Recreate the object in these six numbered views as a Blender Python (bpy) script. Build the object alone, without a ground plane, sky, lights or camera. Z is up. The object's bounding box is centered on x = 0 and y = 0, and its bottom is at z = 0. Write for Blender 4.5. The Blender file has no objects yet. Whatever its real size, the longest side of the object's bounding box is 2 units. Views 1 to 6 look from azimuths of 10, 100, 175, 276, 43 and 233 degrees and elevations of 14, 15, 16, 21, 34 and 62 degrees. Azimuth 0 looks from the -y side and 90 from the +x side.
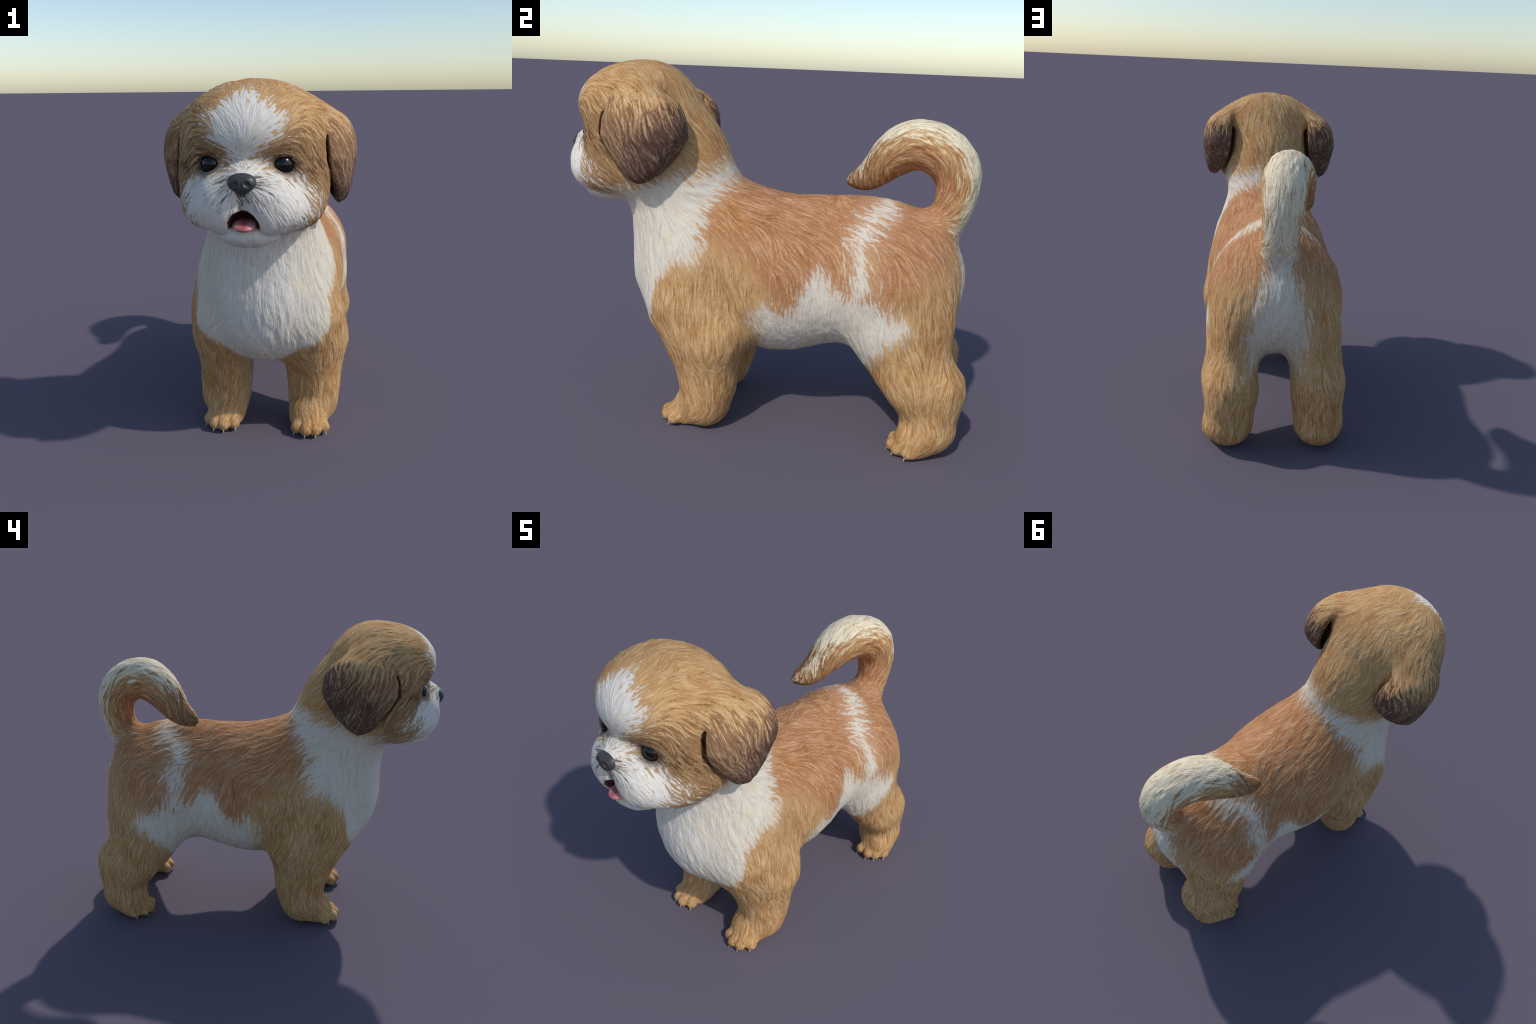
"""A small puppy standing on four legs, built from smooth implicit volumes.

The body is one signed-distance field (ellipsoids and tapered capsules joined
with smooth unions), meshed with a surface-nets routine, combed with a
hair-flow displacement and then split into named anatomical parts.
"""
import bpy, math
import numpy as np
from mathutils import Vector

RES = .0058            # grid step of the body mesh
rng = np.random.default_rng(7)

# ---------------------------------------------------------------- volumes
def smooth(x, a, b):
    t = np.clip((x - a) / (b - a), 0, 1)
    return t * t * (3 - 2 * t)

def smin(a, b, k):
    h = np.maximum(k - np.abs(a - b), 0) / k
    return np.minimum(a, b) - h * h * k * .25

def smax(a, b, k):
    return -smin(-a, -b, k)

def quad(q, r):
    r = np.abs(np.asarray(r, float))
    k0 = np.sqrt(((q / r) ** 2).sum(1))
    k1 = np.sqrt(((q / (r * r)) ** 2).sum(1)) + 1e-9
    return k0 * (k0 - 1) / k1

def ell(P, c, r, pitch=0.):
    d = P - np.asarray(c, float)
    cp, sp = math.cos(pitch), math.sin(pitch)
    return quad(np.stack([d[:, 0], d[:, 1] * cp + d[:, 2] * sp, -d[:, 1] * sp + d[:, 2] * cp], 1), r)

def cone(p, a, b, r1, r2):
    """distance to a tapered capsule"""
    ba = b - a
    l2 = ba @ ba
    rr = r1 - r2
    a2 = max(l2 - rr * rr, 1e-8)
    il2 = 1 / l2
    pa = p - a
    y = pa @ ba
    z = y - l2
    x2 = ((pa * l2 - y[:, None] * ba) ** 2).sum(1)
    y2, z2 = y * y * l2, z * z * l2
    k = np.sign(rr) * rr * rr * x2
    o = (np.sqrt(np.maximum(x2 * a2 * il2, 0)) + y * rr) * il2 - r1
    o = np.where(np.sign(y) * a2 * y2 < k, np.sqrt(x2 + y2) * il2 - r1, o)
    return np.where(np.sign(z) * a2 * z2 > k, np.sqrt(x2 + z2) * il2 - r2, o)

def chain(P, pts, k):
    pts = np.asarray(pts, float)
    lo = (pts[:, :3] - pts[:, 3:]).min(0)
    hi = (pts[:, :3] + pts[:, 3:]).max(0)
    box = np.sqrt((np.maximum(np.maximum(lo - P, P - hi), 0) ** 2).sum(1))
    near = box < .18                      # far points only need a lower bound
    out = box + .02
    P = P[near]
    if len(P):
        d = None
        for p, q in zip(pts[:-1], pts[1:]):
            c = cone(P, p[:3], q[:3], p[3], q[3])
            d = c if d is None else smin(d, c, k)
        out[near] = d
    return out

# midline ellipsoids: y, z, radii x y z, pitch; paired ones: x, y, z, radii, pitch
M = {}
M['chest'] = [-0.43, 0.764, 0.261, 0.242, 0.362, 0.126]
M['ribs'] = [0.061, 0.745, 0.362, 0.487, 0.378, 0.042]
M['loin'] = [0.381, 0.847, 0.183, 0.493, 0.312, 0.09]
M['rump'] = [0.57, 0.769, 0.352, 0.389, 0.33, 0.035]
M['cran'] = [-0.575, 1.45, 0.35, 0.205, 0.272, -0.0]
M['brow'] = [-0.684, 1.545, 0.292, 0.256, 0.191, 0.138]
M['nape'] = [-0.435, 1.272, 0.244, 0.219, 0.384, 0.504]
M['bridge'] = [-0.91, 1.35, 0.077, 0.067, 0.064, 0.0]
M['chin'] = [-0.8, 1.128, 0.135, 0.135, 0.07, -0.002]
M['cheek'] = [0.155, -0.69, 1.229, 0.15, 0.223, 0.121, 0.011]
M['lip'] = [0.082, -0.868, 1.257, 0.121, 0.103, 0.137, 0.004]
M['thigh'] = [0.211, 0.698, 0.572, 0.111, 0.215, 0.255, -0.0]
M['temple'] = [0.191, -0.701, 1.38, 0.113, 0.134, 0.158, 0.0]
M['shoulder'] = [0.211, -0.323, 0.61, 0.154, 0.169, 0.376, 0.108]
M['neck'] = [[-0.17, 0.91, 0.267], [-0.458, 1.162, 0.207], [-0.467, 1.328, 0.22]]
M['fore'] = [[0.203, -0.374, 0.607, 0.139], [0.26, -0.2, 0.457, 0.118], [0.232, -0.217, 0.252, 0.111], [0.231, -0.242, 0.124, 0.127]]
M['fpaw'] = [[0.2, -0.33, 0.066, 0.084], [0.228, -0.352, 0.05, 0.074]]
M['hind'] = [[0.211, 0.651, 0.55, 0.128], [0.242, 0.754, 0.342, 0.111], [0.218, 0.866, 0.328, 0.107], [0.235, 0.843, 0.135, 0.131]]
M['hpaw'] = [[0.29, 0.775, 0.07, 0.08], [0.258, 0.752, 0.05, 0.064]]
M['tail'] = [[-0.0, 0.793, 1.007, 0.09], [0.007, 0.865, 1.128, 0.083], [-0.001, 0.877, 1.283, 0.097], [-0.008, 0.814, 1.378, 0.106], [-0.037, 0.697, 1.416, 0.109], [-0.081, 0.59, 1.368, 0.1], [-0.129, 0.475, 1.246, 0.062], [-0.166, 0.386, 1.208, 0.028]]
M['ear'] = [0.285, -0.527, 1.413, 0.144, 0.2, 0.206, -0.1]
# claw tips of the fore and hind paws (x, y), mirrored left and right
FORE_CLAWS = [(.150, -.434), (.206, -.461), (.259, -.452), (.308, -.405)]
HIND_CLAWS = [(.205, .673), (.277, .662), (.322, .687), (.361, .744)]
FORE_MID, HIND_MID = (.232, -.29), (.262, .83)

def toes(A, claws, mid):
    d = None
    near = np.abs(A[:, 1] - claws[1][1]) + np.maximum(A[:, 2] - .1, 0) < .35
    out = np.full(len(A), .2)
    A = A[near]
    for i, (x, y) in enumerate(claws):
        v = np.array([x - mid[0], y - mid[1]])
        u = v / np.linalg.norm(v)
        tip = np.array([x, y]) - u * .026
        back = np.array([x, y]) - u * .085
        c = cone(A, np.array([tip[0], tip[1], .040]), np.array([back[0], back[1], .066]), .031, .034)
        d = c if d is None else smin(d, c, .008)
    out[near] = d
    return out

def spline(pts, n=4):
    """Catmull-Rom resampling of a control polyline"""
    p = np.asarray(pts, float)
    e = np.vstack([2 * p[0] - p[1], p, 2 * p[-1] - p[-2]])
    out = []
    for i in range(1, len(e) - 2):
        a, b, c, d = e[i - 1:i + 3]
        for t in np.arange(n) / n:
            out.append(.5 * (2 * b + (c - a) * t + (2 * a - 5 * b + 4 * c - d) * t * t + (3 * b - a - 3 * c + d) * t ** 3))
    return np.vstack(out + [p[-1]])

def ear_field(A):
    """hollow flap: half an egg shell turned outwards, open towards the head"""
    e = M['ear']
    d = A - np.asarray(e[:3])
    c, s = math.cos(e[6]), math.sin(e[6])
    x, y, z = d[:, 0] * c + d[:, 1] * s, -d[:, 0] * s + d[:, 1] * c, d[:, 2]
    low = np.clip(-z, 0, .25)
    x = x - 1.15 * low ** 2
    y = y / (1 - 2.4 * low)
    x = x / (1 - 1.1 * low)
    q = np.stack([x, y, z], 1)
    r = np.asarray(e[3:6])
    solid = boxy(q, r)
    shell = smax(solid, -boxy(q, np.array([r[0] * .42, r[1] - .03, r[2] - .03])), .02)
    lip = .85 - 1.4 * low
    return lip * smax(shell, -(x + .1 * z + .30 * y), .018), lip * smax(solid, -(x + .1 * z + .30 * y + .03), .02)

def boxy(q, r, p=2.3):
    """rounded-box ellipsoid, first-order distance"""
    u = np.abs(q / r) + 1e-6
    k = (u ** p).sum(1) ** (1 / p)
    g = np.sqrt(((u ** (p - 1) / r) ** 2).sum(1)) * k ** (1 - p)
    return (k - 1) / g

EYE, EYE_R = np.array([.146, -.839, 1.408]), .043
MOUTH = ((0, -.925, 1.165), (.061, .085, .065))

def field(P, parts=False):
    A = P.copy()
    A[:, 0] = np.abs(A[:, 0])
    mid = lambda n: ell(P, [0, M[n][0], M[n][1]], M[n][2:5], M[n][5])
    par = lambda n: ell(A, M[n][:3], M[n][3:6], M[n][6])
    t = smin(mid('chest'), mid('ribs'), .12)
    t = smin(smin(t, mid('loin'), .12), mid('rump'), .12)
    t = smin(smin(t, par('thigh'), .12), par('shoulder'), .12)
    fore = smin(chain(A, M['fore'], .10), chain(A, M['fpaw'], .10), .05)
    hind = smin(chain(A, M['hind'], .10), chain(A, M['hpaw'], .10), .05)
    fore = smin(fore, toes(A, FORE_CLAWS, FORE_MID), .014)
    hind = smin(hind, toes(A, HIND_CLAWS, HIND_MID), .014)
    nk = np.asarray(M['neck'])
    neck = chain(P, np.c_[np.zeros(len(nk)), nk], .15)
    tail = chain(P, spline(M['tail']), .02)
    b = smin(smin(t, fore, .10), hind, .10)
    b = smin(smin(b, neck, .16), tail, .07)
    h = smin(mid('cran'), mid('brow'), .08)
    h = smin(smin(h, mid('nape'), .12), par('cheek'), .12)
    h = smin(h, par('temple'), .1)
    muz = smin(par('lip'), mid('bridge'), .06)
    h = smin(h, muz, .05)
    cave = boxy(P - np.array(MOUTH[0]), np.array(MOUTH[1]), 2.2)
    h = smax(h, -cave, .015)
    jaw = smax(mid('chin'), -ell(P, (0, -.93, 1.215), (.064, .10, .055)), .012)
    h = smin(h, jaw, .008)
    ear, plug = ear_field(A)
    # the flap hangs free of the cheek: leave a narrow gap behind its rim
    h = smax(h, -(plug - .006 * smooth(-A[:, 2], -1.57, -1.52) + .08 * smooth(A[:, 2], 1.51, 1.59)), .008)
    h = smin(h, ear, .014 + .075 * smooth(A[:, 2], 1.53, 1.66))
    d = smin(b, h, .06)
    eye = np.linalg.norm(A - EYE, axis=1) - (EYE_R + .0015)
    d = smax(d, -eye, .006)
    if parts:
        return dict(torso=t, fore=fore, hind=hind, neck=neck, tail=tail, head=smin(mid('cran'), smin(mid('brow'), smin(par('cheek'), muz, .01), .01), .01), ear=ear, cave=cave, chin=mid('chin'))
    # flat soles
    return smax(d, -(P[:, 2] - .004), .012)

# ---------------------------------------------------------------- surface nets
def mesh_field(f, lo, hi, step, coarse=4):
    lo, hi = np.asarray(lo, float), np.asarray(hi, float)
    nb = np.ceil((hi - lo) / (step * coarse)).astype(int)
    n = nb * coarse + 1
    cs = step * coarse
    ax = [lo[i] + (np.arange(nb[i]) + .5) * cs for i in range(3)]
    C = np.stack(np.meshgrid(*ax, indexing='ij'), -1).reshape(-1, 3)
    dc = np.concatenate([f(c) for c in np.array_split(C, max(1, len(C) // 40000))])
    G = np.repeat(np.repeat(np.repeat(dc.reshape(nb), coarse, 0), coarse, 1), coarse, 2)
    G = np.pad(G, ((0, 1),) * 3, mode='edge').astype(np.float32)
    act = np.abs(dc.reshape(nb)) < cs * 1.6
    pts = np.repeat(np.repeat(np.repeat(act, coarse, 0), coarse, 1), coarse, 2)
    pts = np.pad(pts, ((0, 1),) * 3)
    for a in range(3):
        pts = pts | np.roll(pts, 1, a)
    ii = np.argwhere(pts)
    val = np.concatenate([f(lo + c * step) for c in np.array_split(ii, max(1, len(ii) // 40000))])
    G[ii[:, 0], ii[:, 1], ii[:, 2]] = val
    S = G < 0
    cells = np.zeros(n - 1, np.int8)
    for dx in (0, 1):
        for dy in (0, 1):
            for dz in (0, 1):
                cells += S[dx:n[0] - 1 + dx, dy:n[1] - 1 + dy, dz:n[2] - 1 + dz]
    ci = np.argwhere((cells > 0) & (cells < 8))
    idx = -np.ones(n - 1, np.int32)
    idx[ci[:, 0], ci[:, 1], ci[:, 2]] = np.arange(len(ci))
    acc = np.zeros((len(ci), 3))
    cnt = np.zeros(len(ci))
    corner = [np.array(c) for c in np.ndindex(2, 2, 2)]
    for a in range(3):
        for c in corner:
            if c[a]:
                continue
            e = c.copy()
            e[a] = 1
            p, q = ci + c, ci + e
            g0 = G[p[:, 0], p[:, 1], p[:, 2]]
            g1 = G[q[:, 0], q[:, 1], q[:, 2]]
            x = (g0 < 0) != (g1 < 0)
            t = np.where(x, g0 / np.where(x, g0 - g1, 1), 0)
            w = c[None] + np.zeros((len(ci), 3))
            w[:, a] = t
            acc += np.where(x[:, None], w, 0)
            cnt += x
    V = lo + (ci + acc / cnt[:, None]) * step
    quads = []
    for a in range(3):
        b, c = (a + 1) % 3, (a + 2) % 3
        s0 = np.take(S, range(n[a] - 1), a)
        s1 = np.take(S, range(1, n[a]), a)
        e = np.argwhere(s0 != s1)
        e = e[(e[:, b] > 0) & (e[:, c] > 0) & (e[:, b] < n[b] - 1) & (e[:, c] < n[c] - 1)]
        inside = s0[e[:, 0], e[:, 1], e[:, 2]]
        def at(db, dc_):
            k = e.copy()
            k[:, b] -= db
            k[:, c] -= dc_
            return idx[k[:, 0], k[:, 1], k[:, 2]]
        q = np.stack([at(1, 1), at(0, 1), at(0, 0), at(1, 0)], 1)
        q[~inside] = q[~inside][:, ::-1]
        quads.append(q)
    Q = np.vstack(quads)
    # pull the vertices on to the true surface
    for _ in range(1):
        g, d = gradient(f, V)
        V = V - g * np.clip(d, -step, step)[:, None]
    return V, Q

def gradient(f, V, h=.0015):
    out, dd = [], []
    for c in np.array_split(V, max(1, len(V) // 40000)):
        g = np.zeros_like(c)
        d = np.zeros(len(c))
        for s in ((1, 1, 1), (1, -1, -1), (-1, 1, -1), (-1, -1, 1)):
            v = f(c + np.array(s) * h)
            g += v[:, None] * np.array(s)
            d += v / 4
        L = np.linalg.norm(g, axis=1, keepdims=True) + 1e-12
        out.append(g / L)
        dd.append(d / np.maximum(L[:, 0] / (4 * h), .3))
    return np.vstack(out), np.concatenate(dd)

def vertex_normals(V, Q):
    n = np.cross(V[Q[:, 2]] - V[Q[:, 0]], V[Q[:, 3]] - V[Q[:, 1]])
    N = np.zeros_like(V)
    for i in range(4):
        for a in range(3):
            N[:, a] += np.bincount(Q[:, i], n[:, a], len(V))
    return N / (np.linalg.norm(N, axis=1, keepdims=True) + 1e-12)

# ---------------------------------------------------------------- hair flow
class NumOps:
    """the flow rules below run on arrays (mesh displacement) ..."""
    smooth = staticmethod(smooth)
    absv = staticmethod(np.abs)

def flow(o, x, y, z):
    """direction in which the coat lies, as three components"""
    ax = o.absv(x)
    # trunk: backwards on the spine, turning down on the flanks
    up = o.smooth(z, .72, 1.20)
    fx, fy, fz = x * .25, .14 + up * .86, -1.0 + up * .72
    # chest and throat: straight down, spreading a little
    c = o.smooth(y, -.28, -.50) if o is not NumOps else smooth(-y, .28, .50)
    fx = fx + c * x * .9
    fy = fy + c * (.10 - fy)
    fz = fz + c * (-1.0 - fz)
    # paws: forwards over the toes
    p = o.smooth(z, .16, .06) if o is not NumOps else smooth(-z, -.16, -.06)
    fy = fy + p * (-.55 - fy)
    # tail: along the arch
    t = o.smooth(z, 1.06, 1.14) * o.smooth(y, .22, .30)
    ty, tz = 1.27 - z, y - .68
    fx, fy, fz = fx * (1 - t) - t * .04, fy + t * (ty * 4 - fy), fz + t * (tz * 4 - fz)
    # head: away from the nose in all directions, then down the nape
    h = o.smooth(z, 1.08, 1.20) * (o.smooth(y, -.34, -.56) if o is not NumOps else smooth(-y, .34, .56))
    low = o.smooth(z, 1.40, 1.28) if o is not NumOps else smooth(-z, -1.40, -1.28)
    hx, hy, hz = x * 4.6, (y + 1.0) * 2.4, (z - 1.39) * (3.0 + low * 3.0) - o.smooth(ax, .20, .34) * .7
    sd = o.smooth(ax, .13, .27) * (o.smooth(z, 1.66, 1.50) if o is not NumOps else smooth(-z, -1.66, -1.50))
    hx, hy, hz = hx + sd * (x * 1.2 - hx), hy + sd * (.62 - hy), hz + sd * (-.85 - hz)
    fx, fy, fz = fx + h * (hx - fx), fy + h * (hy - fy), fz + h * (hz - fz)
    # ears hang
    e = o.smooth(ax, .315, .36) * o.smooth(z, 1.14, 1.2) * h
    fx, fy, fz = fx + e * (x * .8 - fx), fy + e * (.28 - fy), fz + e * (-1.0 - fz)
    return fx, fy, fz

def hash_noise(P, seed):
    """smooth lattice noise in [-1, 1]"""
    i = np.floor(P).astype(np.int64)
    f = P - i
    f = f * f * (3 - 2 * f)
    out = np.zeros(len(P))
    for c in np.ndindex(2, 2, 2):
        k = i + np.array(c)
        h = (k[:, 0] * 374761393 + k[:, 1] * 668265263 + k[:, 2] * 2147483647 + seed * 974711) & 0xFFFFFFFF
        h = ((h ^ (h >> 13)) * 1274126177) & 0xFFFFFFFF
        v = ((h ^ (h >> 16)) & 0xFFFF) / 32767.5 - 1
        w = np.ones(len(P))
        for a in range(3):
            w = w * (f[:, a] if c[a] else 1 - f[:, a])
        out += w * v
    return out

def strands(V, N, cell, half, seed, taps=9):
    """noise smeared along the coat direction: tufts lying on the skin"""
    F = np.stack([np.broadcast_to(c, len(V)) for c in flow(NumOps, V[:, 0], V[:, 1], V[:, 2])], 1).astype(float)
    W = np.stack([hash_noise(V * 5 + 11 * k, seed + k) for k in range(3)], 1)
    F = F / np.linalg.norm(F, axis=1, keepdims=True) + .45 * W
    F -= N * (F * N).sum(1, keepdims=True)
    F /= np.linalg.norm(F, axis=1, keepdims=True) + 1e-9
    s = np.zeros(len(V))
    for t in np.linspace(-half, half, taps):
        s += hash_noise((V + F * t) / cell, seed)
    return s / math.sqrt(taps) * 1.6

# ---------------------------------------------------------------- node helper
class X:
    """a shader socket with arithmetic"""
    tree = None
    def __init__(self, s):
        self.s = s
    @staticmethod
    def node(kind, **kw):
        n = X.tree.nodes.new(kind)
        for k, v in kw.items():
            setattr(n, k, v)
        return n
    @staticmethod
    def put(v, sock):
        if isinstance(v, X):
            X.tree.links.new(v.s, sock)
        else:
            sock.default_value = v
    @staticmethod
    def math(op, *a):
        n = X.node('ShaderNodeMath', operation=op)
        for v, s in zip(a, n.inputs):
            X.put(v, s)
        return X(n.outputs[0])
    @staticmethod
    def vec(op, *a, out=0):
        n = X.node('ShaderNodeVectorMath', operation=op)
        for v, s in zip(a, n.inputs):
            X.put(v, s)
        return X(n.outputs[out])
    def __add__(s, o): return X.math('ADD', s, o)
    __radd__ = __add__
    def __sub__(s, o): return X.math('SUBTRACT', s, o)
    def __rsub__(s, o): return X.math('SUBTRACT', o, s)
    def __mul__(s, o): return X.math('MULTIPLY', s, o)
    __rmul__ = __mul__
    def __truediv__(s, o): return X.math('DIVIDE', s, o)
    def __neg__(s): return X.math('MULTIPLY', s, -1.0)

class NodeOps:
    """... and on shader sockets (colour)"""
    @staticmethod
    def smooth(x, a, b):
        n = X.node('ShaderNodeMapRange', interpolation_type='SMOOTHSTEP')
        X.put(x, n.inputs[0])
        lo, hi, t0, t1 = (a, b, 0., 1.) if a < b else (b, a, 1., 0.)
        for s, v in zip(n.inputs[1:5], (lo, hi, t0, t1)):
            s.default_value = v
        return X(n.outputs[0])
    @staticmethod
    def absv(x):
        return X.math('ABSOLUTE', x)

O = NodeOps
def vmin(a, b): return X.math('MINIMUM', a, b)
def vmax(a, b): return X.math('MAXIMUM', a, b)

def curve(x, pts):
    """piecewise smooth function through the points (x, y)"""
    xs, ys = [p[0] for p in pts], [p[1] for p in pts]
    x0, x1, y0, y1 = min(xs), max(xs), min(ys), max(ys)
    n = X.node('ShaderNodeFloatCurve')
    c = n.mapping.curves[0]
    q = sorted(((a - x0) / (x1 - x0), (b - y0) / (y1 - y0)) for a, b in pts)
    c.points[0].location, c.points[1].location = q[0], q[-1]
    for p in q[1:-1]:
        c.points.new(*p)
    for p in c.points:
        p.handle_type = 'VECTOR'
    n.mapping.update()
    u = X.node('ShaderNodeMapRange')
    X.put(x, u.inputs[0])
    u.inputs[1].default_value, u.inputs[2].default_value = x0, x1
    X.put(X(u.outputs[0]), n.inputs['Value'])
    return X(n.outputs[0]) * (y1 - y0) + y0

def seg_dist(y, z, pts):
    """distance in the y-z plane to a polyline"""
    d = None
    for (a, b), (c, e) in zip(pts[:-1], pts[1:]):
        uy, uz = c - a, e - b
        l2 = uy * uy + uz * uz
        n = X.math('MULTIPLY_ADD', y, uy / l2, -(a * uy + b * uz) / l2)
        h = X.math('MULTIPLY_ADD', z, uz / l2, n)
        h.s.node.use_clamp = True
        dy = (y - a) - h * uy
        dz = (z - b) - h * uz
        s = X.math('SQRT', dy * dy + dz * dz)
        d = s if d is None else vmin(d, s)
    return d

def srgb(r, g, b):
    f = lambda v: (v / 255 / 12.92) if v < 10 else ((v / 255 + .055) / 1.055) ** 2.4
    return (f(r), f(g), f(b), 1.)

def mix(a, b, f):
    n = X.node('ShaderNodeMix', data_type='RGBA')
    X.put(f, n.inputs[0])
    X.put(a, n.inputs[6])
    X.put(b, n.inputs[7])
    return X(n.outputs[2])

def noise(v, scale, detail=0., out=0):
    n = X.node('ShaderNodeTexNoise')
    X.put(v, n.inputs['Vector'])
    n.inputs['Scale'].default_value = scale
    n.inputs['Detail'].default_value = detail
    return X(n.outputs[out])

def new_material(name):
    m = bpy.data.materials.new(name)
    m.use_nodes = True
    X.tree = m.node_tree
    return m, m.node_tree.nodes['Principled BSDF']

def plain(name, colour, rough=.5, spec=.5, coat=0.):
    m, b = new_material(name)
    pos = X(X.node('ShaderNodeTexCoord').outputs['Object'])
    k = noise(pos, 60., 3.)
    X.put(mix(tuple(c * .8 for c in colour[:3]) + (1.,), tuple(min(1, c * 1.2) for c in colour[:3]) + (1.,), k), b.inputs['Base Color'])
    b.inputs['Roughness'].default_value = rough
    b.inputs['Specular IOR Level'].default_value = spec
    b.inputs['Coat Weight'].default_value = coat
    return m, b

# ---------------------------------------------------------------- coat colours
WHITE = srgb(217, 208, 194)
CREAM = srgb(229, 217, 187)
RUST = srgb(180, 131, 91)
GOLD = srgb(193, 153, 104)
UMBER = srgb(146, 113, 78)
PATCH = srgb(98, 72, 52)
EARTIP = srgb(100, 75, 64)

def fur_material(name='fur', on_ear=False):
    m, bsdf = new_material(name)
    tc = X.node('ShaderNodeTexCoord')
    pos = X(tc.outputs['Object'])
    nrm = X(X.node('ShaderNodeNewGeometry').outputs['Normal'])
    sp = X.node('ShaderNodeSeparateXYZ')
    X.put(pos, sp.inputs[0])
    x, y, z = (X(o) for o in sp.outputs)
    ax = O.absv(x)
    # coat direction on the skin, with a gentle wander
    f = flow(O, x, y, z)
    cb = X.node('ShaderNodeCombineXYZ')
    for v, s in zip(f, cb.inputs):
        X.put(v, s)
    F = X.vec('NORMALIZE', X(cb.outputs[0]))
    wander = X.vec('SUBTRACT', noise(pos, 9., 2., out=1), (.5, .5, .5))
    F = X.vec('MULTIPLY_ADD', wander, (2.1, 2.1, 2.1), F)
    dn = X.vec('DOT_PRODUCT', F, nrm, out=1)
    sc = X.node('ShaderNodeVectorMath', operation='SCALE')
    X.put(nrm, sc.inputs[0])
    X.put(dn, sc.inputs['Scale'])
    F = X.vec('NORMALIZE', X.vec('SUBTRACT', F, X(sc.outputs[0])))
    def comb(half, scale, taps, shift):
        total = None
        for i in range(taps):
            t = -half + 2 * half * i / (taps - 1)
            q = X.vec('MULTIPLY_ADD', F, (t, t, t), pos)
            if shift:
                q = X.vec('ADD', q, (shift, shift, shift))
            v = noise(q, scale)
            total = v if total is None else total + v
        return (total * (1.0 / taps) - .5) * (math.sqrt(taps) * 4.5)
    s1 = comb(.027, 85., 8, 0.)            # locks
    s2 = comb(.020, 190., 12, 3.7)          # hairs
    lump = noise(pos, 9., 2.) - .5
    edge = s1 * .040 + s2 * .022 + lump * .05   # ragged hair-tip borders
    
    # --- where the white lies (negative = white) ---
    yb = curve(z, [(.80, -.30), (.85, -.285), (.93, -.25), (1.01, -.265), (1.095, -.24), (1.176, -.171), (1.235, -.157), (1.35, -.14)])
    zt = curve(y, [(-.72, 1.13), (-.60, 1.17), (-.54, 1.19), (-.42, 1.237), (-.308, 1.239), (-.234, 1.265), (-.15, 1.30)])
    zl = curve(y, [(-.60, .40), (-.55, .47), (-.528, .50), (-.51, .545), (-.49, .60), (-.477, .70), (-.464, .75), (-.427, .785), (-.369, .855), (-.285, .85), (-.10, .92)])
    zl = zl - (1 - O.smooth(ax, .05, .18)) * .35
    chest = vmax(vmax(y - yb, z - zt), zl - z)
    zb = curve(y, [(-.12, .30), (-.06, .52), (-.004, .63), (.06, .70), (.12, .66), (.176, .67), (.231, .77), (.28, .85), (.33, .83), (.39, .77), (.56, .74), (.61, .70), (.70, .685), (.74, .60), (.80, .40)])
    za = curve(y, [(.0, .1), (.50, .30), (.54, .44), (.58, .50), (.62, .56), (.69, .61), (.76, .68)])
    belly = vmax(vmax(z - zb, za - z), .02 - y)
    under = vmax(vmax(ax - .07, z - .55), y - .8)
    stripe = seg_dist(y, z, [(.59, 1.20), (.575, 1.14), (.495, 1.07), (.462, .99), (.482, .91), (.485, .82), (.47, .72)]) - .036 + lump * .07
    xb = curve(z, [(.40, .03), (.47, .12), (.52, .15), (.60, .165), (.77, .138), (.90, .10), (1.0, .07), (1.10, .06)])
    rump = vmax(vmax(ax - xb, .74 - y), z - 1.07) + .014
    inner = vmax(vmax(ax - .13, z - .66), vmax(.45 - z, .5 - y))
    white = vmin(vmin(vmin(chest, belly), vmin(stripe, under)), vmin(rump, inner))
    xf = curve(z, [(1.38, .12), (1.42, .07), (1.445, .072), (1.48, .095), (1.52, .150), (1.60, .155), (1.64, .11), (1.68, .06), (1.73, -.04)])
    blaze = vmax(ax - xf, y + .72) + .012
    zm = curve(ax, [(0., 1.46), (.09, 1.41), (.15, 1.385), (.20, 1.368), (.235, 1.345), (.262, 1.30), (.29, 1.26)])
    xm = curve(z, [(1.05, .19), (1.12, .215), (1.20, .262), (1.30, .272)])
    muzzle = vmax(vmax(z - zm, ax - xm), y + .78)
    chin = vmax(vmax(z - 1.14, ax - .17), y + .60)
    face = vmin(vmin(blaze, muzzle), chin)
    white_b = O.smooth(white + edge, .042, -.042)
    white_f = O.smooth(face + edge, .030, -.030)

    # --- tan ground colours ---
    zg = curve(y, [(-.40, 1.05), (-.22, .95), (-.06, .90), (.05, .77), (.15, .62), (.52, .60), (.66, .76), (.80, .86), (.98, .97)])
    gold = O.smooth(z - zg + edge * 1.5, .06, -.06)
    head = O.smooth(z - curve(y, [(-.60, 1.0), (-.30, 1.15), (-.14, 1.27), (.0, 1.40)]) + edge, -.03, .03) * O.smooth(y, .1, .0)
    base = mix(RUST, GOLD, vmax(gold, head))
    base = mix(base, srgb(176, 128, 80), O.smooth(noise(pos, 5.5, 2.), .48, .68) * .55)
    # darker cheeks and temples
    side = O.smooth(z + edge * 1.6, 1.60, 1.50) * O.smooth(y + edge, -.55, -.68) * head
    base = mix(base, UMBER, side * .8)
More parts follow.
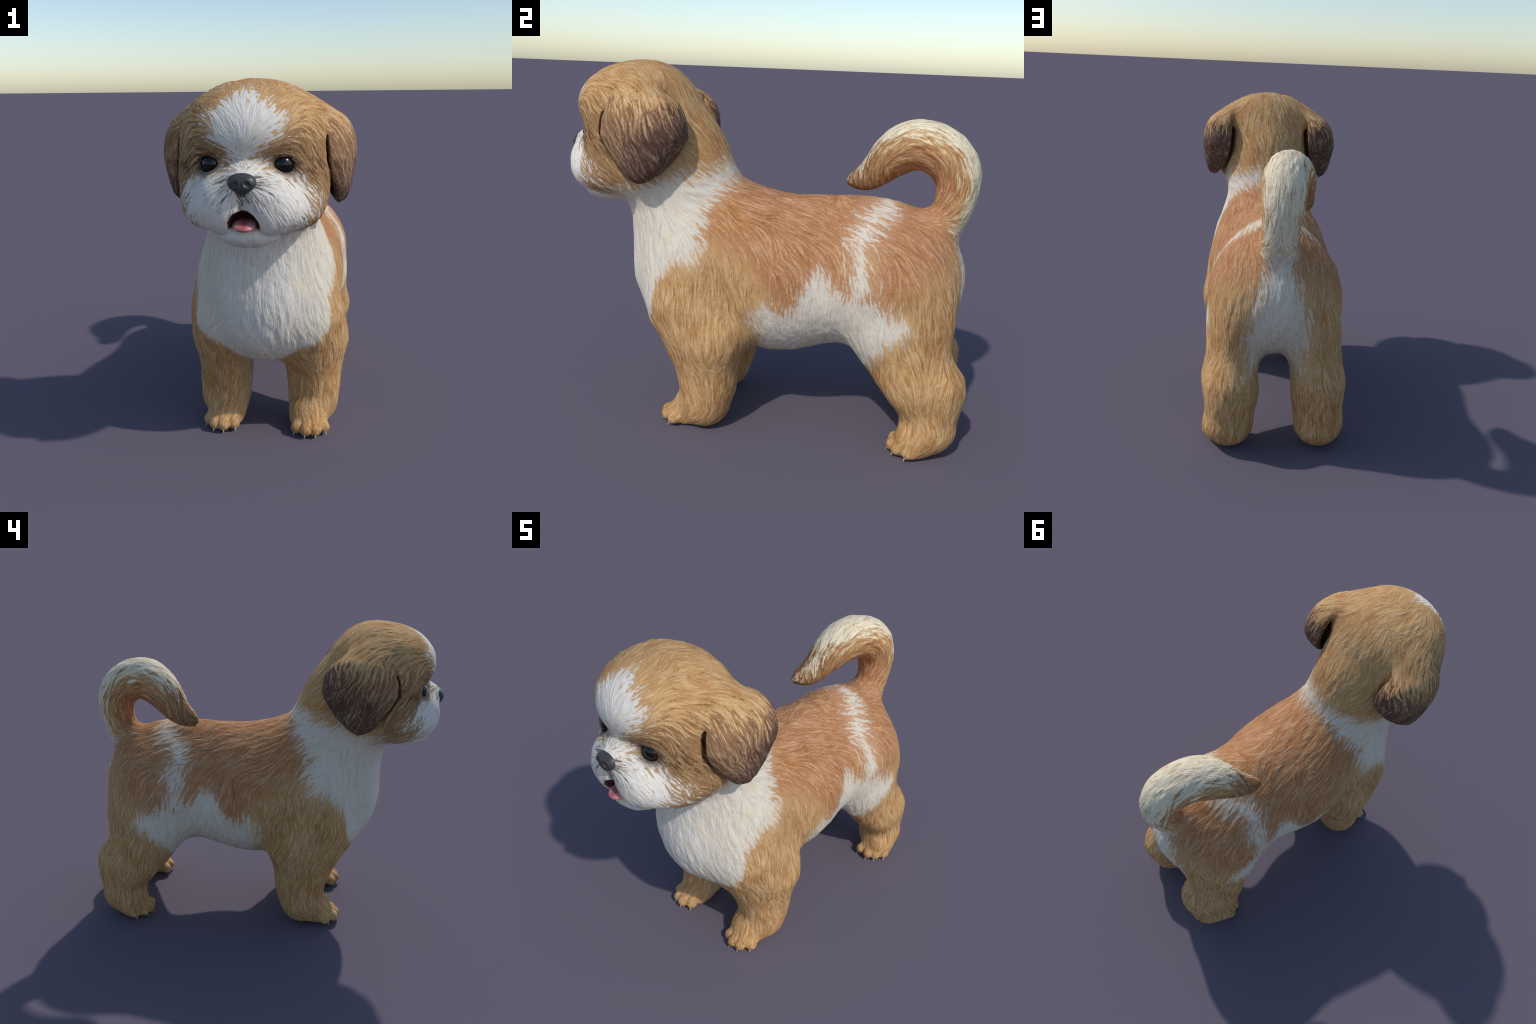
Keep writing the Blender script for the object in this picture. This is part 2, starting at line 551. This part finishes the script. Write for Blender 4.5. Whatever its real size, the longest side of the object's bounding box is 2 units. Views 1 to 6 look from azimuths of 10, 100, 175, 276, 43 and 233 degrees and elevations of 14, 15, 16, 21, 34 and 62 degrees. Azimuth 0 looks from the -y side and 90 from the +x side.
    # dark patch below and behind each eye
    ex = X.math('SQRT', (ax - .165) * (ax - .165) * .45 + (z - 1.398) * (z - 1.398) * 1.6)
    eye = O.smooth(ex + edge * 1.3 + (z - 1.40) * .25, .095, .030) * O.smooth(y, -.6, -.7)
    base = mix(base, PATCH, eye * .75)
    # ears darken towards the tip
    earm = O.smooth(z + edge * .8, 1.62, 1.53) if on_ear else 0 * z
    dark = O.smooth(z + s1 * .055 + s2 * .03 + lump * .18 + (y + .52) * -.65, 1.545, 1.33)
    mid = O.smooth(z + s1 * .05 + s2 * .03 + lump * .15, 1.62, 1.49)
    base = mix(mix(base, srgb(150, 115, 84), earm * mid), EARTIP, earm * dark)
    # tail: cream outside, rust inside, brown tip
    tl = O.smooth(z - curve(y, [(.25, 1.17), (.50, 1.172), (.62, 1.156), (.72, 1.137), (.80, 1.09), (.90, 1.04), (1.0, 1.02)]) + edge * .6 * O.smooth(y, .62, .78), -.008, .010) * O.smooth(y, .22, .30)
    ry, rz = y - .66, z - 1.22
    rl = X.math('SQRT', ry * ry + rz * rz)
    sn = X.node('ShaderNodeSeparateXYZ')
    X.put(nrm, sn.inputs[0])
    outw = (X(sn.outputs[1]) * ry + X(sn.outputs[2]) * rz) / rl
    tip = O.smooth(y, .62, .40)
    crm = O.smooth(outw + s1 * .17 + s2 * .09 - tip * .55 + lump * .6, .16, .75)
    tcol = mix(mix(RUST, GOLD, O.smooth(outw + s1 * .2, -.5, .3)), srgb(120, 80, 52), tip * .75)
    base = mix(base, mix(tcol, CREAM, crm), tl)

    col = mix(base, mix(WHITE, srgb(226, 221, 213), white_f), vmax(white_b * (1 - vmax(tl, earm)), white_f))
    # creamy tinge in the white, grey and dark tint below the nose, brown ring round the eyes
    wm = vmax(white_b * (1 - vmax(tl, earm)), white_f)
    col = mix(col, srgb(214, 196, 160), wm * O.smooth(lump + s1 * .12, .0, .4) * .6)
    nx = X.math('SQRT', x * x * .8 + (z - 1.315) * (z - 1.315))
    grey_tint = O.smooth(X.math('SQRT', x * x + (z - 1.31) * (z - 1.31)) + edge * 1.2, .13, .05) * O.smooth(y, -.86, -.92)
    col = mix(col, srgb(160, 148, 136), grey_tint * O.smooth(s1 + s2 * .5, .35, -.5) * .55)
    soot = O.smooth(nx + edge * .8, .062, .020) * O.smooth(y, -.90, -.94)
    col = mix(col, srgb(50, 48, 48), soot * .65)
    socket = X.math('SQRT', (ax - .150) * (ax - .150) + (y + .836) * (y + .836) + (z - 1.406) * (z - 1.406))
    col = mix(col, srgb(84, 62, 48), O.smooth(socket + s1 * .006, .082, .052) * .75)
    rim = O.smooth(X.math('SQRT', (ax - .146) * (ax - .146) + (y + .836) * (y + .836) + (z - 1.408) * (z - 1.408)) + s2 * .003, .059, .048) * O.smooth(y, -.7, -.78)
    col = mix(col, srgb(30, 24, 22), rim * .75)
    pw = lambda v, r: X.math('POWER', O.absv(v) / r, 2.2)
    lip = X.math('POWER', pw(x, .062) + pw(y + .925, .085) + pw(z - 1.165, .065), 1 / 2.2)
    col = mix(col, srgb(44, 34, 32), O.smooth(lip + s2 * .012, 1.12, 1.04) * O.smooth(z, 1.150, 1.168) * .9)
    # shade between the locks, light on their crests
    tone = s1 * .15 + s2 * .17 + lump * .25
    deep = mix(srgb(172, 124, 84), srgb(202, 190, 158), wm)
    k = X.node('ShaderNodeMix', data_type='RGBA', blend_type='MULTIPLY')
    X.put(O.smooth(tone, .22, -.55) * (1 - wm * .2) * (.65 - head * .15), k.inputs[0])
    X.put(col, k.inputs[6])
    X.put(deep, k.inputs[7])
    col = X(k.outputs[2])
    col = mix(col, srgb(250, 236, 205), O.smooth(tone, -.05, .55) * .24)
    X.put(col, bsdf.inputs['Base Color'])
    bsdf.inputs['Roughness'].default_value = .95
    bsdf.inputs['Specular IOR Level'].default_value = .12
    bmp = X.node('ShaderNodeBump')
    bmp.inputs['Strength'].default_value = .45
    bmp.inputs['Distance'].default_value = .005
    X.put(s1 * .2 + s2 * .2, bmp.inputs['Height'])
    X.put(X(bmp.outputs[0]), bsdf.inputs['Normal'])
    return m

def mouth_material():
    m, b = new_material('mouth_lining')
    pos = X(X.node('ShaderNodeTexCoord').outputs['Object'])
    sp = X.node('ShaderNodeSeparateXYZ')
    X.put(pos, sp.inputs[0])
    d = O.smooth(X(sp.outputs[1]) + noise(pos, 50., 2.) * .02, -.975, -.90)
    X.put(mix(srgb(40, 30, 28), srgb(92, 38, 37), d), b.inputs['Base Color'])
    b.inputs['Roughness'].default_value = .6
    return m

def tongue_material():
    m, b = new_material('tongue')
    pos = X(X.node('ShaderNodeTexCoord').outputs['Object'])
    sp = X.node('ShaderNodeSeparateXYZ')
    X.put(pos, sp.inputs[0])
    c = mix(srgb(206, 140, 138), srgb(170, 92, 94), O.smooth(O.absv(X(sp.outputs[0])) + noise(pos, 60., 2.) * .02, .05, .01))
    X.put(c, b.inputs['Base Color'])
    b.inputs['Roughness'].default_value = .45
    return m

def eye_material():
    m, b = new_material('eye')
    tc = X(X.node('ShaderNodeTexCoord').outputs['Generated'])
    d = X.vec('DISTANCE', tc, (.5, 0., .5), out=1)
    c = mix(srgb(8, 7, 8), srgb(46, 30, 20), O.smooth(d, .33, .38))
    c = mix(c, srgb(10, 8, 8), O.smooth(d + noise(tc, 9.) * .04, .52, .56))
    X.put(c, b.inputs['Base Color'])
    b.inputs['Roughness'].default_value = .2
    b.inputs['Specular IOR Level'].default_value = .4
    b.inputs['Coat Weight'].default_value = .15
    b.inputs['Coat Roughness'].default_value = .03
    return m

def nose_material():
    m, b = plain('nose_leather', srgb(62, 62, 62), rough=.42, spec=.4)
    X.tree = m.node_tree
    pos = X(X.node('ShaderNodeTexCoord').outputs['Object'])
    v = X.node('ShaderNodeTexVoronoi')
    X.put(pos, v.inputs['Vector'])
    v.inputs['Scale'].default_value = 260.
    bmp = X.node('ShaderNodeBump')
    bmp.inputs['Strength'].default_value = .25
    bmp.inputs['Distance'].default_value = .001
    X.put(X(v.outputs['Distance']), bmp.inputs['Height'])
    X.put(X(bmp.outputs[0]), b.inputs['Normal'])
    return m

# ---------------------------------------------------------------- assembly
scene = bpy.context.scene
puppy = bpy.data.objects.new('puppy', None)
puppy.empty_display_size = .2
scene.collection.objects.link(puppy)
puppy['label'] = 'small fluffy tan and white puppy with curled tail'
puppy['category'] = 'puppy dog'

def add(name, V, Q, N, mat, parent):
    me = bpy.data.meshes.new(name)
    me.from_pydata(V.tolist(), [], Q.tolist())
    me.polygons.foreach_set('use_smooth', np.ones(len(Q), bool))
    me.materials.append(mat)
    if N is not None:
        me.normals_split_custom_set_from_vertices(N.tolist())
    ob = bpy.data.objects.new(name, me)
    scene.collection.objects.link(ob)
    ob.parent = parent
    return ob

FUR = fur_material()
EARFUR = fur_material('ear_fur', True)

def build_body():
    V, Q = mesh_field(field, (-.52, -1.05, -.02), (.52, 1.05, 1.80), RES)
    N = vertex_normals(V, Q)
    # tufts: larger on the trunk and tail, flatter on face and paws
    a = .0015 * np.ones(len(V))
    a *= 1 - .65 * smooth(-V[:, 2], -.14, -.06)
    facem = smooth(V[:, 2], 1.1, 1.2) * smooth(-V[:, 1], .70, .80)
    a *= 1 - .55 * facem
    a *= 1 - smooth(.075 - np.linalg.norm(np.c_[np.abs(V[:, 0]) - EYE[0], V[:, 1] - EYE[1], V[:, 2] - EYE[2]], axis=1), 0, .02)
    s = strands(V, N, .022, .036, 3) * .7 + strands(V, N, .012, .032, 19) * .5
    comp = field_parts(V)
    c = V - np.array([0, -.935, 1.195])
    in_mouth = (comp['cave'] < .006) & ((c * N).sum(1) < .15 * np.linalg.norm(c, axis=1))
    in_mouth &= (V[:, 1] > -.99) & (V[:, 2] > 1.158) & (np.abs(V[:, 0]) < .09)
    a[in_mouth] = 0
    V = V + N * (s * a)[:, None]
    V[:, 2] = np.maximum(V[:, 2], 0.0)
    N = vertex_normals(V, Q)
    x, y, z = V.T
    keys = ['torso', 'fore', 'hind', 'neck', 'tail', 'head', 'ear']
    D = np.stack([comp[k] for k in keys], 1)
    D[:, 6] = np.where(comp['ear'] < .006, -1, np.where(z > 1.52, D[:, 6] - .005, 1))
    lab = D.argmin(1)
    lab = np.where((lab == 3) & (y < -.62), 5, lab)
    lab = np.where((lab == 6) & (np.abs(x) < .19), 5, lab)
    code = lab * 2 + (x < 0)
    paired = {1, 2, 6}
    code = np.where(np.isin(lab, list(paired)), code, lab * 2)
    # paws are split off the legs
    code = np.where((lab == 1) & (z < .13), 20 + (x < 0), code)
    code = np.where((lab == 2) & (z < .13), 22 + (x < 0), code)
    code = np.where((lab == 5) & (y < -.80) & (z < 1.40), 30, code)
    code = np.where(in_mouth, 31, code)
    fc = code[Q[:, 0]]
    return V, Q, N, fc

def field_parts(V):
    out = [field(c, True) for c in np.array_split(V, max(1, len(V) // 40000))]
    return {k: np.concatenate([o[k] for o in out]) for k in out[0]}

V, Q, N, fc = build_body()

def piece(name, code, mat, parent):
    q = Q[fc == code]
    if not len(q):
        return None
    used, inv = np.unique(q, return_inverse=True)
    return add(name, V[used], inv.reshape(-1, 4), N[used], mat, parent)

torso = piece('torso', 0, FUR, puppy)
neck = piece('neck', 6, FUR, puppy)
head = piece('head', 10, FUR, puppy)
tail = piece('tail', 8, FUR, puppy)
legs = {}
for kind, c, pc in (('foreleg', 2, 20), ('hindleg', 4, 22)):
    for side in (0, 1):
        legs[kind, side] = piece(kind, c + side, FUR, puppy)
        piece('paw', pc + side, FUR, legs[kind, side])
for side in (0, 1):
    piece('ear', 12 + side, EARFUR, head)
piece('muzzle', 30, FUR, head)
piece('mouth', 31, mouth_material(), head)

# ---- nose, with nostrils cut in
def nose_field(P):
    A = P.copy()
    A[:, 0] = np.abs(A[:, 0])
    d = ell(P, (0, -.958, 1.353), (.056, .036, .034), .25)
    d = smin(d, ell(A, (.026, -.962, 1.343), (.027, .032, .025)), .02)
    d = smin(d, ell(P, (0, -.966, 1.328), (.026, .026, .032)), .02)
    hole = chain(A, [[.023, -1.000, 1.346, .0125], [.037, -.996, 1.334, .007]], .01)
    groove = chain(P, [[0, -1.0, 1.345, .0035], [0, -.998, 1.300, .0035]], .01)
    return smax(smax(d, -hole, .006), -groove, .006)
nv, nq = mesh_field(nose_field, (-.08, -1.03, 1.27), (.08, -.90, 1.41), .002)
add('nose', nv, nq, None, nose_material(), head)

# ---- tongue
def tongue_field(P):
    d = ell(P, (0, -.912, 1.171), (.050, .060, .019), .22)
    return smax(d, -chain(P, [[0, -.99, 1.182, .010], [0, -.86, 1.212, .010]], .01), .012)
tv, tq = mesh_field(tongue_field, (-.08, -1.0, 1.12), (.08, -.82, 1.22), .0025)
add('tongue', tv, tq, None, tongue_material(), head)

# ---- eyes and lids
def ball(r, nu=48, nv_=32):
    u, v = np.meshgrid(np.arange(nu) / nu * math.tau, np.linspace(.02, math.pi - .02, nv_))
    P = np.stack([r * np.sin(v) * np.cos(u), r * np.cos(v), r * np.sin(v) * np.sin(u)], -1).reshape(-1, 3)
    Qs = [(i * nu + j, i * nu + (j + 1) % nu, (i + 1) * nu + (j + 1) % nu, (i + 1) * nu + j) for i in range(nv_ - 1) for j in range(nu)]
    return P, np.array(Qs)
def ring(R, r, nu=48, nw=12):
    u, w = np.meshgrid(np.arange(nu) / nu * math.tau, np.arange(nw) / nw * math.tau)
    k = R + r * np.cos(w)
    P = np.stack([k * np.cos(u), r * np.sin(w), k * np.sin(u)], -1).reshape(-1, 3)
    Qs = [(i * nu + j, i * nu + (j + 1) % nu, ((i + 1) % nw) * nu + (j + 1) % nu, ((i + 1) % nw) * nu + j) for i in range(nw) for j in range(nu)]
    return P, np.array(Qs)
bp, bq = ball(EYE_R)
EYEMAT = eye_material()
LID = plain('eyelid_skin', srgb(34, 29, 28), rough=.55)[0]
first = lid1 = None
for side in (1, -1):
    if first is None:
        first = eye = add('eye', bp, bq, None, EYEMAT, head)
        lp, lq = ring(EYE_R * .935, .0055)
        lid1 = lid = add('eyelid', lp, lq, None, LID, head)
    else:
        eye, lid = first.copy(), lid1.copy()
        eye.name, lid.name = 'eye', 'eyelid'
        scene.collection.objects.link(eye)
        scene.collection.objects.link(lid)
    look = Vector((side * .30, -1., .04)).normalized()
    eye.location = (side * EYE[0], EYE[1], EYE[2])
    lid.location = Vector(eye.location) + look * EYE_R * .38
    eye.rotation_euler = lid.rotation_euler = (-look).to_track_quat('Y', 'Z').to_euler()

# ---- claws: short tapering hooks
def hook(n=7, m=10):
    P, Qs = [], []
    for i in range(n):
        t = i / (n - 1)
        c = np.array([0, -.014 * t, .021 * (1 - t * t)])
        r = .0072 * (1 - .93 * t)
        for j in range(m):
            a = j / m * math.tau
            P.append(c + np.array([r * math.cos(a), 0, r * math.sin(a)]))
    for i in range(n - 1):
        for j in range(m):
            Qs.append((i * m + j, i * m + (j + 1) % m, (i + 1) * m + (j + 1) % m, (i + 1) * m + j))
    return np.array(P), np.array(Qs)
hp, hq = hook()
CLAW = plain('claw_horn', srgb(196, 178, 140), rough=.4)[0]
claw0 = None
for kind, tips, mid in (('foreleg', FORE_CLAWS, FORE_MID), ('hindleg', HIND_CLAWS, HIND_MID)):
    for side in (0, 1):
        for cx, cy in tips:
            v = Vector((cx - mid[0], cy - mid[1], 0)).normalized()
            base = Vector((cx, cy, .006)) - v * .008
            if side:
                base.x, v.x = -base.x, -v.x
            if claw0 is None:
                claw0 = ob = add('claw', hp, hq, None, CLAW, legs[kind, side])
            else:
                ob = claw0.copy()
                ob.name = 'claw'
                ob.parent = legs[kind, side]
                scene.collection.objects.link(ob)
            ob.location = base
            ob.rotation_euler = (0, 0, math.atan2(v.y, v.x) + math.pi / 2)
            ob.scale = (1, 1, 1 + .1 * rng.uniform(-1, 1))
